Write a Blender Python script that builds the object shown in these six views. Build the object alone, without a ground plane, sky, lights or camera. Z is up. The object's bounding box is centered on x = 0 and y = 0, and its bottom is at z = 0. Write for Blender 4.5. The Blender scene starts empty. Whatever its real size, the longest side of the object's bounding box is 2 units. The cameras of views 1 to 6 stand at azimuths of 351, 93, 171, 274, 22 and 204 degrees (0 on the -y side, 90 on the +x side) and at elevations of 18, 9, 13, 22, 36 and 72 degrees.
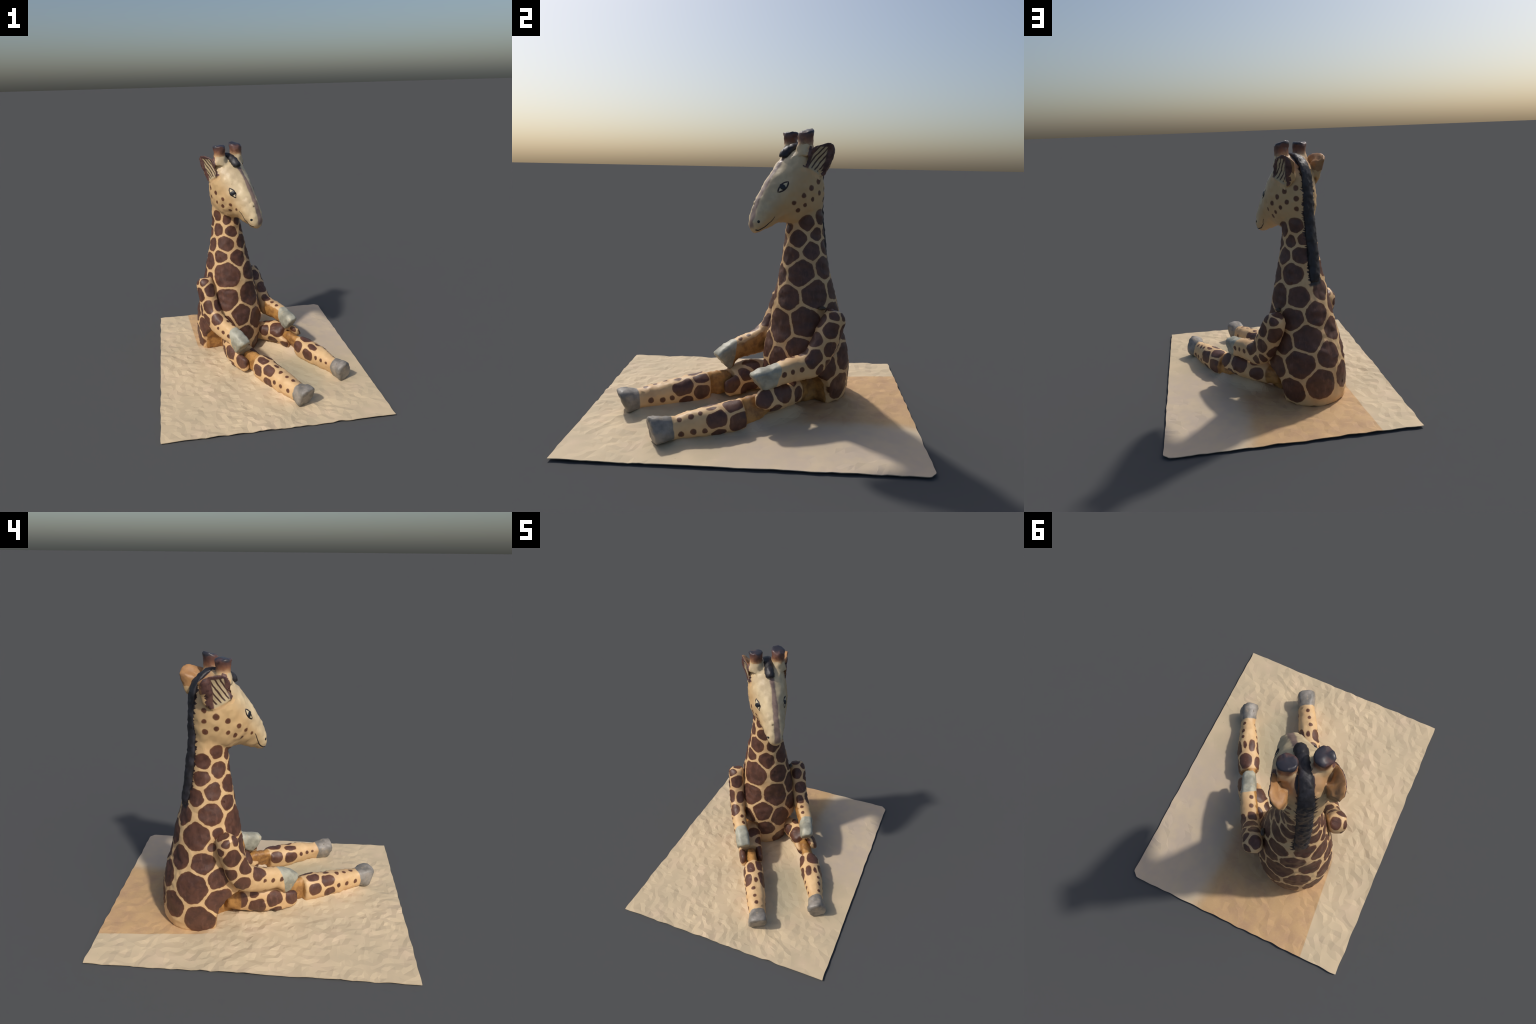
"""Carved and painted wooden giraffe sitting with its legs out on a sheet of brown paper."""
import bpy, bmesh, math, random
import numpy as np
from mathutils import Vector, noise, Matrix
from mathutils.bvhtree import BVHTree

random.seed(7)
YAW = math.radians(30.8)                       # the giraffe faces this far round from -y towards +x
FX, FY = math.sin(YAW), -math.cos(YAW)         # forward
LX, LY = math.cos(YAW), math.sin(YAW)          # towards its left side


def W(f, a, z):
    """giraffe frame (forward, left, up) -> world"""
    return Vector((f * FX + a * LX, f * FY + a * LY, z))


def loc(p):
    return (p[0] * FX + p[1] * FY, p[0] * LX + p[1] * LY, p[2])


def lerp_table(tab, t):
    """rows (t, v1, v2, ...) with rising t; smooth (Catmull-Rom) interpolation"""
    T = [r[0] for r in tab]
    t = min(max(t, T[0]), T[-1])
    i = max(0, min(len(T) - 2, int(np.searchsorted(T, t, side='right')) - 1))
    u = (t - T[i]) / (T[i + 1] - T[i])
    out = []
    for k in range(1, len(tab[0])):
        p1, p2 = tab[i][k], tab[i + 1][k]
        m1 = (p2 - tab[i - 1][k]) / (T[i + 1] - T[i - 1]) * (T[i + 1] - T[i]) if i > 0 else p2 - p1
        m2 = (tab[i + 2][k] - p1) / (T[i + 2] - T[i]) * (T[i + 1] - T[i]) if i + 2 < len(T) else p2 - p1
        out.append((2*u**3 - 3*u**2 + 1)*p1 + (u**3 - 2*u**2 + u)*m1 + (-2*u**3 + 3*u**2)*p2 + (u**3 - u**2)*m2)
    return out


def sgnpow(x, e):
    return math.copysign(abs(x) ** e, x)


# ------------------------------------------------------------------ mesh helpers
def rings_to_bm(bm, rings):
    """closed loft through rings of world points (all the same length), ends filled with fans"""
    vs = [[bm.verts.new(p) for p in r] for r in rings]
    n = len(rings[0])
    for i in range(len(vs) - 1):
        for j in range(n):
            k = (j + 1) % n
            bm.faces.new((vs[i][j], vs[i][k], vs[i + 1][k], vs[i + 1][j]))
    for ring, flip in ((vs[0], True), (vs[-1], False)):
        c = bm.verts.new(sum((v.co for v in ring), Vector()) / n)
        for j in range(n):
            k = (j + 1) % n
            bm.faces.new((ring[k], ring[j], c) if flip else (ring[j], ring[k], c))


def mesh_from_bm(bm, name):
    bmesh.ops.recalc_face_normals(bm, faces=bm.faces)
    me = bpy.data.meshes.new(name)
    bm.to_mesh(me)
    bm.free()
    return me


def evaluate(me, *mods):
    """apply a stack of modifiers (type, settings) to a mesh and return the new mesh"""
    ob = bpy.data.objects.new('work', me)
    bpy.context.scene.collection.objects.link(ob)
    for kind, settings in mods:
        m = ob.modifiers.new(kind, kind)
        for k, v in settings.items():
            setattr(m, k, v)
    dg = bpy.context.evaluated_depsgraph_get()
    dg.update()
    new = bpy.data.meshes.new_from_object(ob.evaluated_get(dg))
    bpy.data.objects.remove(ob)
    bpy.data.meshes.remove(me)
    return new


def carve(me, amp, size, seed, zmin=None):
    """chisel marks: uneven facets pushed along the normal"""
    nrm = [v.normal.copy() for v in me.vertices]
    off = Vector((seed * 3.1, seed * 1.7, seed * 2.3))
    for v, n in zip(me.vertices, nrm):
        p = v.co / size + off
        d = noise.noise(p) + 0.5 * noise.noise(p * 2.1 + off)
        v.co += n * amp * d
        if zmin is not None and v.co.z < zmin:
            v.co.z = zmin
    me.update()


def solid(bm, name, voxel, smooth, amp, size, seed, ratio, zmin=None):
    me = mesh_from_bm(bm, name)
    me = evaluate(me, ('REMESH', dict(mode='VOXEL', voxel_size=voxel)),
                  ('SMOOTH', dict(factor=0.5, iterations=smooth)))
    carve(me, amp, size, seed, zmin)
    me = evaluate(me, ('DECIMATE', dict(ratio=ratio)), ('TRIANGULATE', {}))
    me.name = name
    return me


def superloop(n, e):
    return [(sgnpow(math.cos(t), 2 / e), sgnpow(math.sin(t), 2 / e))
            for t in (2 * math.pi * i / n for i in range(n))]


def limb(bm, stations, e=2.6, n=36, steps=10, hoof=99):
    """carved bar in the giraffe's side plane: stations (f, z, half height, a, half width, tilt degrees, roll)
    tilt = direction of the bar's axis above the horizontal at that station"""
    tab = [(i,) + s for i, s in enumerate(stations)]
    rings = []
    for k in range((len(stations) - 1) * steps + 1):
        f, z, h, a, w, tilt, roll = lerp_table(tab, k / steps)
        t, r = math.radians(tilt), math.radians(roll)
        up = (-math.sin(t), math.cos(t))
        ring = []
        ee = e + (3.3 - e) * min(1.0, max(0.0, k / steps - hoof))
        for x, y in superloop(n, ee):
            xa, yh = x * w, y * h
            xa, yh = xa * math.cos(r) - yh * math.sin(r), xa * math.sin(r) + yh * math.cos(r)
            ring.append(W(f + up[0] * yh, a + xa, z + up[1] * yh))
        rings.append(ring)
    rings_to_bm(bm, rings)


# ------------------------------------------------------------------ the carved body: torso, neck, head, ears, horns
#  z, front, back, right side, left side, squareness behind and in front
TRUNK = [
    (0.012, -0.130, -0.672, -0.222, 0.237, 2.1, 2.0),
    (0.06, -0.110, -0.682, -0.232, 0.250, 2.1, 2.0),
    (0.14, -0.102, -0.682, -0.238, 0.264, 2.15, 2.15),
    (0.22, -0.100, -0.676, -0.237, 0.270, 2.2, 2.2),
    (0.30, -0.106, -0.662, -0.232, 0.270, 2.25, 2.25),
    (0.38, -0.118, -0.643, -0.225, 0.262, 2.3, 2.25),
    (0.50, -0.143, -0.602, -0.202, 0.242, 2.3, 2.2),
    (0.65, -0.156, -0.572, -0.170, 0.212, 2.3, 2.1),
    (0.80, -0.186, -0.528, -0.148, 0.180, 2.35, 2.1),
    (0.95, -0.209, -0.493, -0.118, 0.144, 2.5, 2.1),
    (1.10, -0.226, -0.474, -0.092, 0.109, 2.6, 2.1),
    (1.20, -0.236, -0.462, -0.093, 0.109, 2.6, 2.1),
    (1.32, -0.240, -0.450, -0.090, 0.108, 2.5, 2.1),
]
#  hip recess: an arch, squarish like a superellipse, (half length, height, middle)
NOTCH_LEN, NOTCH_TOP, NOTCH_MID = 0.275, 0.252, -0.15



def trunk(bm):
    n = 128
    rings = []
    z = TRUNK[0][0]
    while z < TRUNK[-1][0]:
        fr, bk, ar, al, e, ef = lerp_table(TRUNK, z)
        cf, ca = (fr + bk) / 2, (ar + al) / 2
        rf, ra = (fr - bk) / 2, (al - ar) / 2
        nf = NOTCH_MID - NOTCH_LEN * (1 - (z / NOTCH_TOP) ** 3) ** (1 / 3) if z < NOTCH_TOP else 9
        ring = []
        back, front = superloop(n, e), superloop(n, ef)
        for (x, y), (x2, y2) in zip(back, front):
            if x > 0:
                x, y = x2, y2
            f, a = cf + rf * x, ca + ra * y
            if f > nf:                                  # slanting recess towards the wall between the hips
                lo = min(-0.085, -0.225 + 2.0 * (f - nf))
                hi = max(0.150, 0.235 - 2.0 * (f - nf))
                a = min(max(a, lo), hi)
            ring.append(W(f, a, z))
        rings.append(ring)
        z += 0.006
    rings_to_bm(bm, rings)


#  head sliced across from nape to muzzle: f, top z, chin z, half width, squareness
HEAD = [
    (-0.461, 1.45, 1.25, 0.036, 2.2),
    (-0.450, 1.512, 1.20, 0.066, 2.2),
    (-0.428, 1.575, 1.17, 0.096, 2.3),
    (-0.390, 1.626, 1.165, 0.121, 2.4),
    (-0.340, 1.655, 1.160, 0.138, 2.6),
    (-0.290, 1.652, 1.160, 0.144, 2.7),
    (-0.240, 1.618, 1.160, 0.141, 2.7),
    (-0.200, 1.584, 1.172, 0.133, 2.55),
    (-0.165, 1.552, 1.174, 0.122, 2.4),
    (-0.130, 1.509, 1.165, 0.110, 2.3),
    (-0.087, 1.455, 1.147, 0.093, 2.3),
    (-0.045, 1.392, 1.130, 0.078, 2.35),
    (-0.010, 1.332, 1.120, 0.066, 2.5),
    (0.016, 1.276, 1.116, 0.057, 2.7),
    (0.032, 1.236, 1.128, 0.046, 2.7),
    (0.043, 1.203, 1.150, 0.031, 2.5),
]


def head_centre(f):
    return 0.005 + 0.060 * max(0.0, f + 0.30)


def head(bm):
    rings = []
    f = HEAD[0][0]
    while f <= HEAD[-1][0] + 1e-6:
        top, bot, w, e = lerp_table(HEAD, f)
        zc, h, ca = (top + bot) / 2, (top - bot) / 2, head_centre(f)
        ring = []
        for x, y in superloop(64, e):
            face = min(1.0, max(0.0, (f + 0.24) / 0.09))      # brow and nose slope in towards the ridge
            ww = w * (1 - ((0.10 if x > 0 else 0.04) + 0.10 * face) * max(0, y)) * (1 - 0.22 * max(0, -y) ** 2)
            ring.append(W(f, ca + ww * x, zc + h * y))
        rings.append(ring)
        f += 0.007
    rings_to_bm(bm, rings)


#  ear rim for one side (mirrored by sign), tip first, going forward along the top
EAR_R = [(-0.424, -0.172, 1.646), (-0.385, -0.174, 1.660), (-0.340, -0.163, 1.657), (-0.295, -0.148, 1.636),
         (-0.266, -0.142, 1.582), (-0.252, -0.139, 1.525), (-0.262, -0.141, 1.500), (-0.318, -0.140, 1.478),
         (-0.365, -0.131, 1.450), (-0.388, -0.133, 1.460), (-0.402, -0.150, 1.520), (-0.418, -0.170, 1.590)]
EAR_L = [(-0.442, 0.174, 1.650), (-0.400, 0.177, 1.664), (-0.350, 0.166, 1.653), (-0.300, 0.154, 1.628),
         (-0.280, 0.147, 1.580), (-0.268, 0.144, 1.535), (-0.278, 0.145, 1.513), (-0.325, 0.145, 1.490),
         (-0.378, 0.136, 1.462), (-0.400, 0.136, 1.462), (-0.418, 0.155, 1.520), (-0.436, 0.174, 1.590)]


def ear(bm, rim, side):
    rim = [Vector(p) for p in rim]
    m = 6
    dense = []
    N = len(rim)
    for i in range(N):
        for k in range(m):
            u = k / m
            p0, p1, p2, p3 = rim[i - 1], rim[i], rim[(i + 1) % N], rim[(i + 2) % N]
            dense.append(0.5 * ((2 * p1) + (p2 - p0) * u + (2*p0 - 5*p1 + 4*p2 - p3) * u*u + (3*p1 - p0 - 3*p2 + p3) * u**3))
    c = sum(dense, Vector()) / len(dense)
    lowmid = Vector((-0.325, side * 0.118, 1.50))
    dish = Vector((c.x + 0.002, side * 0.133, c.z - 0.025))
    back = Vector((-0.368, side * 0.100, 1.575))
    rings = []
    # front dish, from its floor to the rim, then the outside of the shell back into the head
    rings.append([dish.lerp(p, 0.25) for p in dense])
    rings.append([dish.lerp(p, 0.72) + Vector((0, -side * 0.004, 0)) for p in dense])
    rings.append([dish.lerp(p, 0.90) + Vector((0.0, side * 0.002, 0)) for p in dense])
    rings.append([p for p in dense])
    rings.append([back.lerp(p, 0.97) + Vector((-0.010, -side * 0.006, 0)) for p in dense])
    rings.append([back.lerp(p, 0.88) + Vector((-0.032, -side * 0.008, 0)) for p in dense])
    rings.append([back.lerp(p, 0.66) + Vector((-0.058, -side * 0.014, 0)) for p in dense])
    rings.append([back.lerp(p, 0.40) + Vector((-0.045, -side * 0.030, 0)) for p in dense])
    rings = [[W(*p) for p in r] for r in rings]
    rings_to_bm(bm, rings)


#  horns: base (f, a, z), top, base radius, neck radius, top radius, forward slope of the cut
HORNS = [((-0.290, -0.078, 1.585), (-0.285, -0.081, 1.731), 0.060, 0.044, 0.051, 0.02),
         ((-0.292, 0.082, 1.585), (-0.297, 0.086, 1.734), 0.060, 0.046, 0.049, -0.22)]


def horn(bm, base, top, rb, rn, rt, slope):
    base, top = Vector(base), Vector(top)
    prof = [(0, rb), (0.25, rb * 0.92), (0.45, rn * 1.03), (0.65, rn), (0.82, rn * 1.04), (0.93, rt), (0.97, rt), (1.0, rt * 0.86)]
    rings = []
    for u, r in prof:
        c = base.lerp(top, u)
        ring = []
        for i in range(20):
            t = 2 * math.pi * i / 20
            df, da = r * math.cos(t), r * math.sin(t)
            lump = 0.012 * noise.noise(Vector((df * 40, da * 40, base.y * 30))) if u > 0.8 else 0
            ring.append(W(c.x + df, c.y + da, c.z + (slope * df + lump if u > 0.8 else 0)))
        rings.append(ring)
    rings_to_bm(bm, rings)


bm = bmesh.new()
trunk(bm)
head(bm)
ear(bm, EAR_R, -1)
ear(bm, EAR_L, 1)
for h in HORNS:
    horn(bm, *h)
body = solid(bm, 'body', 0.0055, 4, 0.006, 0.040, 1, 0.085, 0.006)


# ------------------------------------------------------------------ limbs
def forelimb(st):
    bm = bmesh.new()
    limb(bm, st, hoof=8)
    return bm


ARM_R = [(-0.356, 0.682, 0.028, -0.236, 0.044, -75, 0),
         (-0.352, 0.657, 0.058, -0.240, 0.058, -73, 0),
         (-0.339, 0.605, 0.072, -0.242, 0.061, -72, 0),
         (-0.306, 0.507, 0.074, -0.243, 0.061, -69, 0),
         (-0.262, 0.405, 0.084, -0.244, 0.060, -60, 0),
         (-0.205, 0.350, 0.086, -0.244, 0.059, -38, 0),
         (-0.140, 0.322, 0.079, -0.244, 0.058, -17, 0),
         (-0.070, 0.310, 0.074, -0.243, 0.056, -15, 0),
         (0.000, 0.297, 0.068, -0.242, 0.054, -18, 0),
         (0.035, 0.286, 0.066, -0.240, 0.053, -22, 0),
         (0.080, 0.257, 0.074, -0.237, 0.053, -34, 0),
         (0.108, 0.230, 0.078, -0.235, 0.051, -40, 0),
         (0.117, 0.222, 0.068, -0.235, 0.044, -40, 0)]
ARM_L = [(-0.430, 0.640, 0.032, 0.292, 0.044, -70, 0),
         (-0.420, 0.616, 0.060, 0.293, 0.060, -68, 0),
         (-0.396, 0.556, 0.078, 0.294, 0.065, -64, 0),
         (-0.350, 0.465, 0.081, 0.298, 0.065, -62, 0),
         (-0.300, 0.385, 0.084, 0.302, 0.063, -52, 0),
         (-0.245, 0.334, 0.084, 0.305, 0.061, -30, 0),
         (-0.180, 0.322, 0.074, 0.306, 0.060, -4, 0),
         (-0.100, 0.318, 0.070, 0.305, 0.058, -6, 0),
         (-0.020, 0.305, 0.064, 0.302, 0.055, -10, 0),
         (0.020, 0.295, 0.062, 0.298, 0.052, -16, 0),
         (0.070, 0.282, 0.071, 0.291, 0.051, -30, 0),
         (0.103, 0.266, 0.071, 0.286, 0.047, -36, 0),
         (0.112, 0.262, 0.061, 0.286, 0.040, -36, 0)]
arm_right = solid(forelimb(ARM_R), 'arm_right', 0.005, 2, 0.0055, 0.035, 3, 0.055)
arm_left = solid(forelimb(ARM_L), 'arm_left', 0.005, 2, 0.0055, 0.035, 4, 0.055)

# thighs: a bar that ends in a fork at the knee (three lofts that merge)
bm = bmesh.new()
limb(bm, [(-0.30, 0.120, 0.060, -0.085, 0.050, 0, 0), (-0.22, 0.124, 0.084, -0.115, 0.070, 0, 0),
          (-0.10, 0.128, 0.096, -0.158, 0.092, 0, 0), (-0.02, 0.122, 0.094, -0.172, 0.096, -4, 0),
          (0.06, 0.106, 0.078, -0.174, 0.094, -8, 0)])
limb(bm, [(0.0, 0.098, 0.068, -0.241, 0.026, 0, 0), (0.09, 0.094, 0.064, -0.241, 0.026, 0, 0),
          (0.145, 0.092, 0.054, -0.240, 0.023, 0, 0), (0.168, 0.092, 0.036, -0.238, 0.016, 0, 0)])
limb(bm, [(0.0, 0.100, 0.066, -0.104, 0.025, 0, 0), (0.08, 0.094, 0.062, -0.104, 0.025, 0, 0),
          (0.13, 0.090, 0.050, -0.102, 0.022, 0, 0), (0.150, 0.090, 0.034, -0.101, 0.016, 0, 0)])
thigh_right = solid(bm, 'thigh_right', 0.005, 2, 0.0055, 0.035, 5, 0.06, 0.012)
bm = bmesh.new()
limb(bm, [(-0.30, 0.120, 0.055, 0.145, 0.050, 0, 10), (-0.21, 0.130, 0.072, 0.190, 0.070, 2, 16),
          (-0.10, 0.145, 0.078, 0.245, 0.086, 4, 22), (0.00, 0.152, 0.078, 0.275, 0.088, 4, 28),
          (0.05, 0.152, 0.072, 0.288, 0.084, 2, 30)])
limb(bm, [(-0.02, 0.178, 0.066, 0.327, 0.030, 0, 30), (0.06, 0.182, 0.062, 0.336, 0.029, 0, 30),
          (0.115, 0.180, 0.052, 0.340, 0.026, 0, 30), (0.142, 0.178, 0.034, 0.340, 0.018, 0, 30)])
limb(bm, [(-0.02, 0.110, 0.062, 0.232, 0.026, 0, 30), (0.05, 0.100, 0.056, 0.242, 0.025, 0, 30),
          (0.09, 0.094, 0.046, 0.246, 0.023, 0, 30), (0.112, 0.090, 0.030, 0.248, 0.016, 0, 30)])
thigh_left = solid(bm, 'thigh_left', 0.005, 2, 0.0055, 0.035, 6, 0.06, 0.012)

# lower legs: a flat tongue that sits in the fork, the shin, and the hoof
bm = bmesh.new()
limb(bm, [(0.085, 0.105, 0.060, -0.172, 0.034, 0, 0), (0.13, 0.108, 0.076, -0.172, 0.037, 0, 0),
          (0.24, 0.100, 0.086, -0.174, 0.038, 0, 0), (0.30, 0.100, 0.088, -0.176, 0.050, 0, 0)])
limb(bm, [(0.238, 0.098, 0.076, -0.174, 0.060, 0, 0), (0.255, 0.098, 0.090, -0.175, 0.075, 0, 0),
          (0.32, 0.096, 0.091, -0.178, 0.079, 0, 0),
          (0.45, 0.090, 0.083, -0.186, 0.074, -2, 0), (0.55, 0.086, 0.076, -0.191, 0.070, -2, 0),
          (0.66, 0.080, 0.064, -0.197, 0.062, -2, 0), (0.70, 0.080, 0.064, -0.200, 0.060, 0, 0),
          (0.750, 0.086, 0.074, -0.206, 0.067, -10, 0), (0.780, 0.083, 0.076, -0.209, 0.068, -20, 0),
          (0.789, 0.083, 0.066, -0.209, 0.060, -20, 0)], e=2.4, hoof=6)
shin_right = solid(bm, 'shin_right', 0.005, 2, 0.0055, 0.035, 8, 0.055, 0.004)
bm = bmesh.new()
limb(bm, [(0.05, 0.130, 0.050, 0.290, 0.032, 0, 28), (0.10, 0.125, 0.068, 0.291, 0.036, -4, 26),
          (0.20, 0.105, 0.078, 0.290, 0.038, -6, 22), (0.27, 0.095, 0.080, 0.288, 0.050, -4, 18)])
limb(bm, [(0.205, 0.098, 0.070, 0.289, 0.060, -4, 15), (0.225, 0.096, 0.084, 0.289, 0.074, -4, 15),
          (0.30, 0.092, 0.086, 0.286, 0.079, -2, 15),
          (0.42, 0.090, 0.081, 0.280, 0.073, -1, 15), (0.52, 0.087, 0.072, 0.272, 0.062, -2, 18),
          (0.60, 0.083, 0.062, 0.264, 0.051, 0, 20), (0.635, 0.083, 0.064, 0.260, 0.053, 0, 22),
          (0.69, 0.086, 0.073, 0.252, 0.060, -6, 25), (0.727, 0.087, 0.077, 0.246, 0.062, -10, 25),
          (0.737, 0.087, 0.066, 0.245, 0.054, -10, 25)], e=2.4, hoof=5)
shin_left = solid(bm, 'shin_left', 0.005, 2, 0.0055, 0.035, 9, 0.055, 0.004)


# mane: a low ridge from the forehead over the crown down the nape
#  f, a, z on the skin, half width, rise
MANE = [(-0.184, 0.008, 1.572, 0.031, 0.008), (-0.189, 0.008, 1.582, 0.034, 0.034), (-0.222, 0.008, 1.612, 0.034, 0.032),
        (-0.265, 0.008, 1.640, 0.033, 0.022), (-0.31, 0.008, 1.658, 0.030, 0.012), (-0.36, 0.009, 1.648, 0.033, 0.009),
        (-0.41, 0.010, 1.612, 0.037, 0.009), (-0.440, 0.011, 1.564, 0.040, 0.009), (-0.456, 0.011, 1.480, 0.042, 0.010),
        (-0.461, 0.010, 1.390, 0.043, 0.012), (-0.458, 0.006, 1.300, 0.043, 0.020), (-0.462, 0.004, 1.220, 0.043, 0.024),
        (-0.474, 0.004, 1.120, 0.044, 0.025), (-0.490, 0.006, 1.000, 0.044, 0.025), (-0.507, 0.013, 0.900, 0.043, 0.022),
        (-0.517, 0.019, 0.855, 0.041, 0.018), (-0.524, 0.021, 0.832, 0.034, 0.005)]


def mane():
    pts = [Vector((r[0], r[1], r[2])) for r in MANE]
    tab = [(i,) + r for i, r in enumerate(MANE)]
    rings = []
    S = 6
    for k in range((len(MANE) - 1) * S + 1):
        t = k / S
        f, a, z, w, rise = lerp_table(tab, t)
        f2, a2, z2, _, _ = lerp_table(tab, min(t + 0.05, len(MANE) - 1))
        f1, a1, z1, _, _ = lerp_table(tab, max(t - 0.05, 0))
        tx, tz = f2 - f1, z2 - z1
        l = math.hypot(tx, tz)
        nx, nz = -tz / l, tx / l
        if nx * (f + 0.33) + nz * (z - 1.40) < 0:
            nx, nz = -nx, -nz
        ring = []
        for x, y in superloop(28, 2.4):
            hh = rise if y > 0 else 0.022
            ring.append(W(f + nx * y * hh, a + x * w * (1 - 0.24 * max(0, y)), z + nz * y * hh))
        rings.append(ring)
    bm = bmesh.new()
    rings_to_bm(bm, rings)
    return solid(bm, 'mane', 0.004, 2, 0.0055, 0.026, 12, 0.06)


mane_mesh = mane()

# ------------------------------------------------------------------ materials
def srgb(h):
    c = [int(h[i:i + 2], 16) / 255 for i in (0, 2, 4)]
    return tuple(x / 12.92 if x <= 0.04045 else ((x + 0.055) / 1.055) ** 2.4 for x in c) + (1,)


CREAM, CREAM2, CREAM3 = srgb('ddb886'), srgb('d0a878'), srgb('e3c798')
PALE, PALE2 = srgb('d9c39b'), srgb('c6b08c')
CHEEK, EARIN = srgb('c6a676'), srgb('bda983')
AMBER, AMBER2 = srgb('b8874a'), srgb('8a5f34')
TAN, TAN2 = srgb('b08252'), srgb('8f6846')
BROWN, BROWN2, BROWN3 = srgb('613f31'), srgb('4c3128'), srgb('775244')
DARK = srgb('2e1f1d')
EDGE = srgb('724528')
RIM, RIM2 = srgb('6a4a42'), srgb('472f2d')
RUST, RUSTY = srgb('8e6046'), srgb('9a6c4a')
PURPLE, PURPLE2 = srgb('826a66'), srgb('665052')
FRINGE = srgb('4a322c')
BLACK, BLACK2, BLACK3 = srgb('262426'), srgb('35333a'), srgb('4a4446')
PAPER, PAPER2, PAPER3 = srgb('d3bd9a'), srgb('c5b292'), srgb('d5bb9d')
WARM, WARM2 = srgb('c79f6e'), srgb('b8906a')
LAVENDER, SHADOW_TINT, FIBRE, SCUFF = srgb('c0ad9a'), srgb('aca58a'), srgb('e2d0b0'), srgb('7a6a52')


class Tree:
    """small helper for writing node trees as expressions"""

    def __init__(self, name):
        self.mat = bpy.data.materials.new(name)
        self.mat.use_nodes = True
        self.nt = self.mat.node_tree
        self.nt.nodes.clear()
        self.out = self.nt.nodes.new('ShaderNodeOutputMaterial')
        self.bsdf = self.nt.nodes.new('ShaderNodeBsdfPrincipled')
        self.nt.links.new(self.bsdf.outputs[0], self.out.inputs[0])
        self.tc = self.nt.nodes.new('ShaderNodeTexCoord')
        self.pos = self.tc.outputs['Object']

    def link(self, v, sock):
        if hasattr(v, 'is_output') or isinstance(v, bpy.types.NodeSocket):
            self.nt.links.new(v, sock)
        else:
            sock.default_value = v

    def math(self, op, a, b=None, c=None, clamp=False):
        n = self.nt.nodes.new('ShaderNodeMath')
        n.operation = op
        n.use_clamp = clamp
        for i, v in enumerate((a, b, c)):
            if v is not None:
                self.link(v, n.inputs[i])
        return n.outputs[0]

    def vec(self, op, a, b=None, s=None):
        n = self.nt.nodes.new('ShaderNodeVectorMath')
        n.operation = op
        self.link(a, n.inputs[0])
        if b is not None:
            self.link(b, n.inputs[1])
        if s is not None:
            self.link(s, n.inputs['Scale'])
        return n.outputs['Value'] if op in ('DOT_PRODUCT', 'LENGTH', 'DISTANCE') else n.outputs[0]

    def noise(self, scale, detail=3, vec=None, rough=0.55, out='Fac', dist=0.0):
        n = self.nt.nodes.new('ShaderNodeTexNoise')
        n.inputs['Scale'].default_value = scale
        n.inputs['Detail'].default_value = detail
        n.inputs['Roughness'].default_value = rough
        n.inputs['Distortion'].default_value = dist
        self.link(self.pos if vec is None else vec, n.inputs['Vector'])
        return n.outputs[out]

    def ramp(self, v, lo, hi, a=0.0, b=1.0, smooth=True):
        n = self.nt.nodes.new('ShaderNodeMapRange')
        n.interpolation_type = 'SMOOTHSTEP' if smooth else 'LINEAR'
        self.link(v, n.inputs['Value'])
        self.link(lo, n.inputs['From Min'])
        self.link(hi, n.inputs['From Max'])
        self.link(a, n.inputs['To Min'])
        self.link(b, n.inputs['To Max'])
        return n.outputs['Result']

    def mix(self, fac, a, b, mode='MIX'):
        n = self.nt.nodes.new('ShaderNodeMix')
        n.data_type = 'RGBA'
        n.blend_type = mode
        self.link(fac, n.inputs['Factor'])
        self.link(a, n.inputs['A'])
        self.link(b, n.inputs['B'])
        return n.outputs['Result']

    def coord(self, axis):
        return self.vec('DOT_PRODUCT', self.pos, axis)

    def spots(self, centres, k, th=0.80, soft=0.06, wobble=0.006):
        """patches round the centres (x, y, z, radius): each grows to its radius or until it meets
        a neighbour; a line of bare ground stays between them and the corners are rounded"""
        nz = self.noise(26, 4, out='Color')
        wobble *= 1.5
        p = self.vec('ADD', self.pos, self.vec('SCALE', self.vec('SUBTRACT', nz, (0.5, 0.5, 0.5)), s=wobble * 2))
        total, peak = 1.0, 0.0
        for x, y, z, r in centres:
            d = self.vec('DISTANCE', p, (x, y, z))
            w = self.math('EXPONENT', self.math('MULTIPLY_ADD', d, -k, k * r))
            total = self.math('ADD', w, total)
            peak = self.math('MAXIMUM', w, peak)
        share = self.math('DIVIDE', peak, total)
        self.share = share
        return self.ramp(share, th - soft, th + soft)

    def finish(self, col, rough=0.5, bump=None, strength=0.2, dist=0.01, coat=0.0):
        self.link(col, self.bsdf.inputs['Base Color'])
        self.link(rough, self.bsdf.inputs['Roughness'])
        self.bsdf.inputs['Coat Weight'].default_value = coat
        self.bsdf.inputs['Coat Roughness'].default_value = 0.3
        if bump is not None:
            n = self.nt.nodes.new('ShaderNodeBump')
            n.inputs['Strength'].default_value = strength
            n.inputs['Distance'].default_value = dist
            self.link(bump, n.inputs['Height'])
            self.link(n.outputs[0], self.bsdf.inputs['Normal'])
        return self.mat


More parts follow.
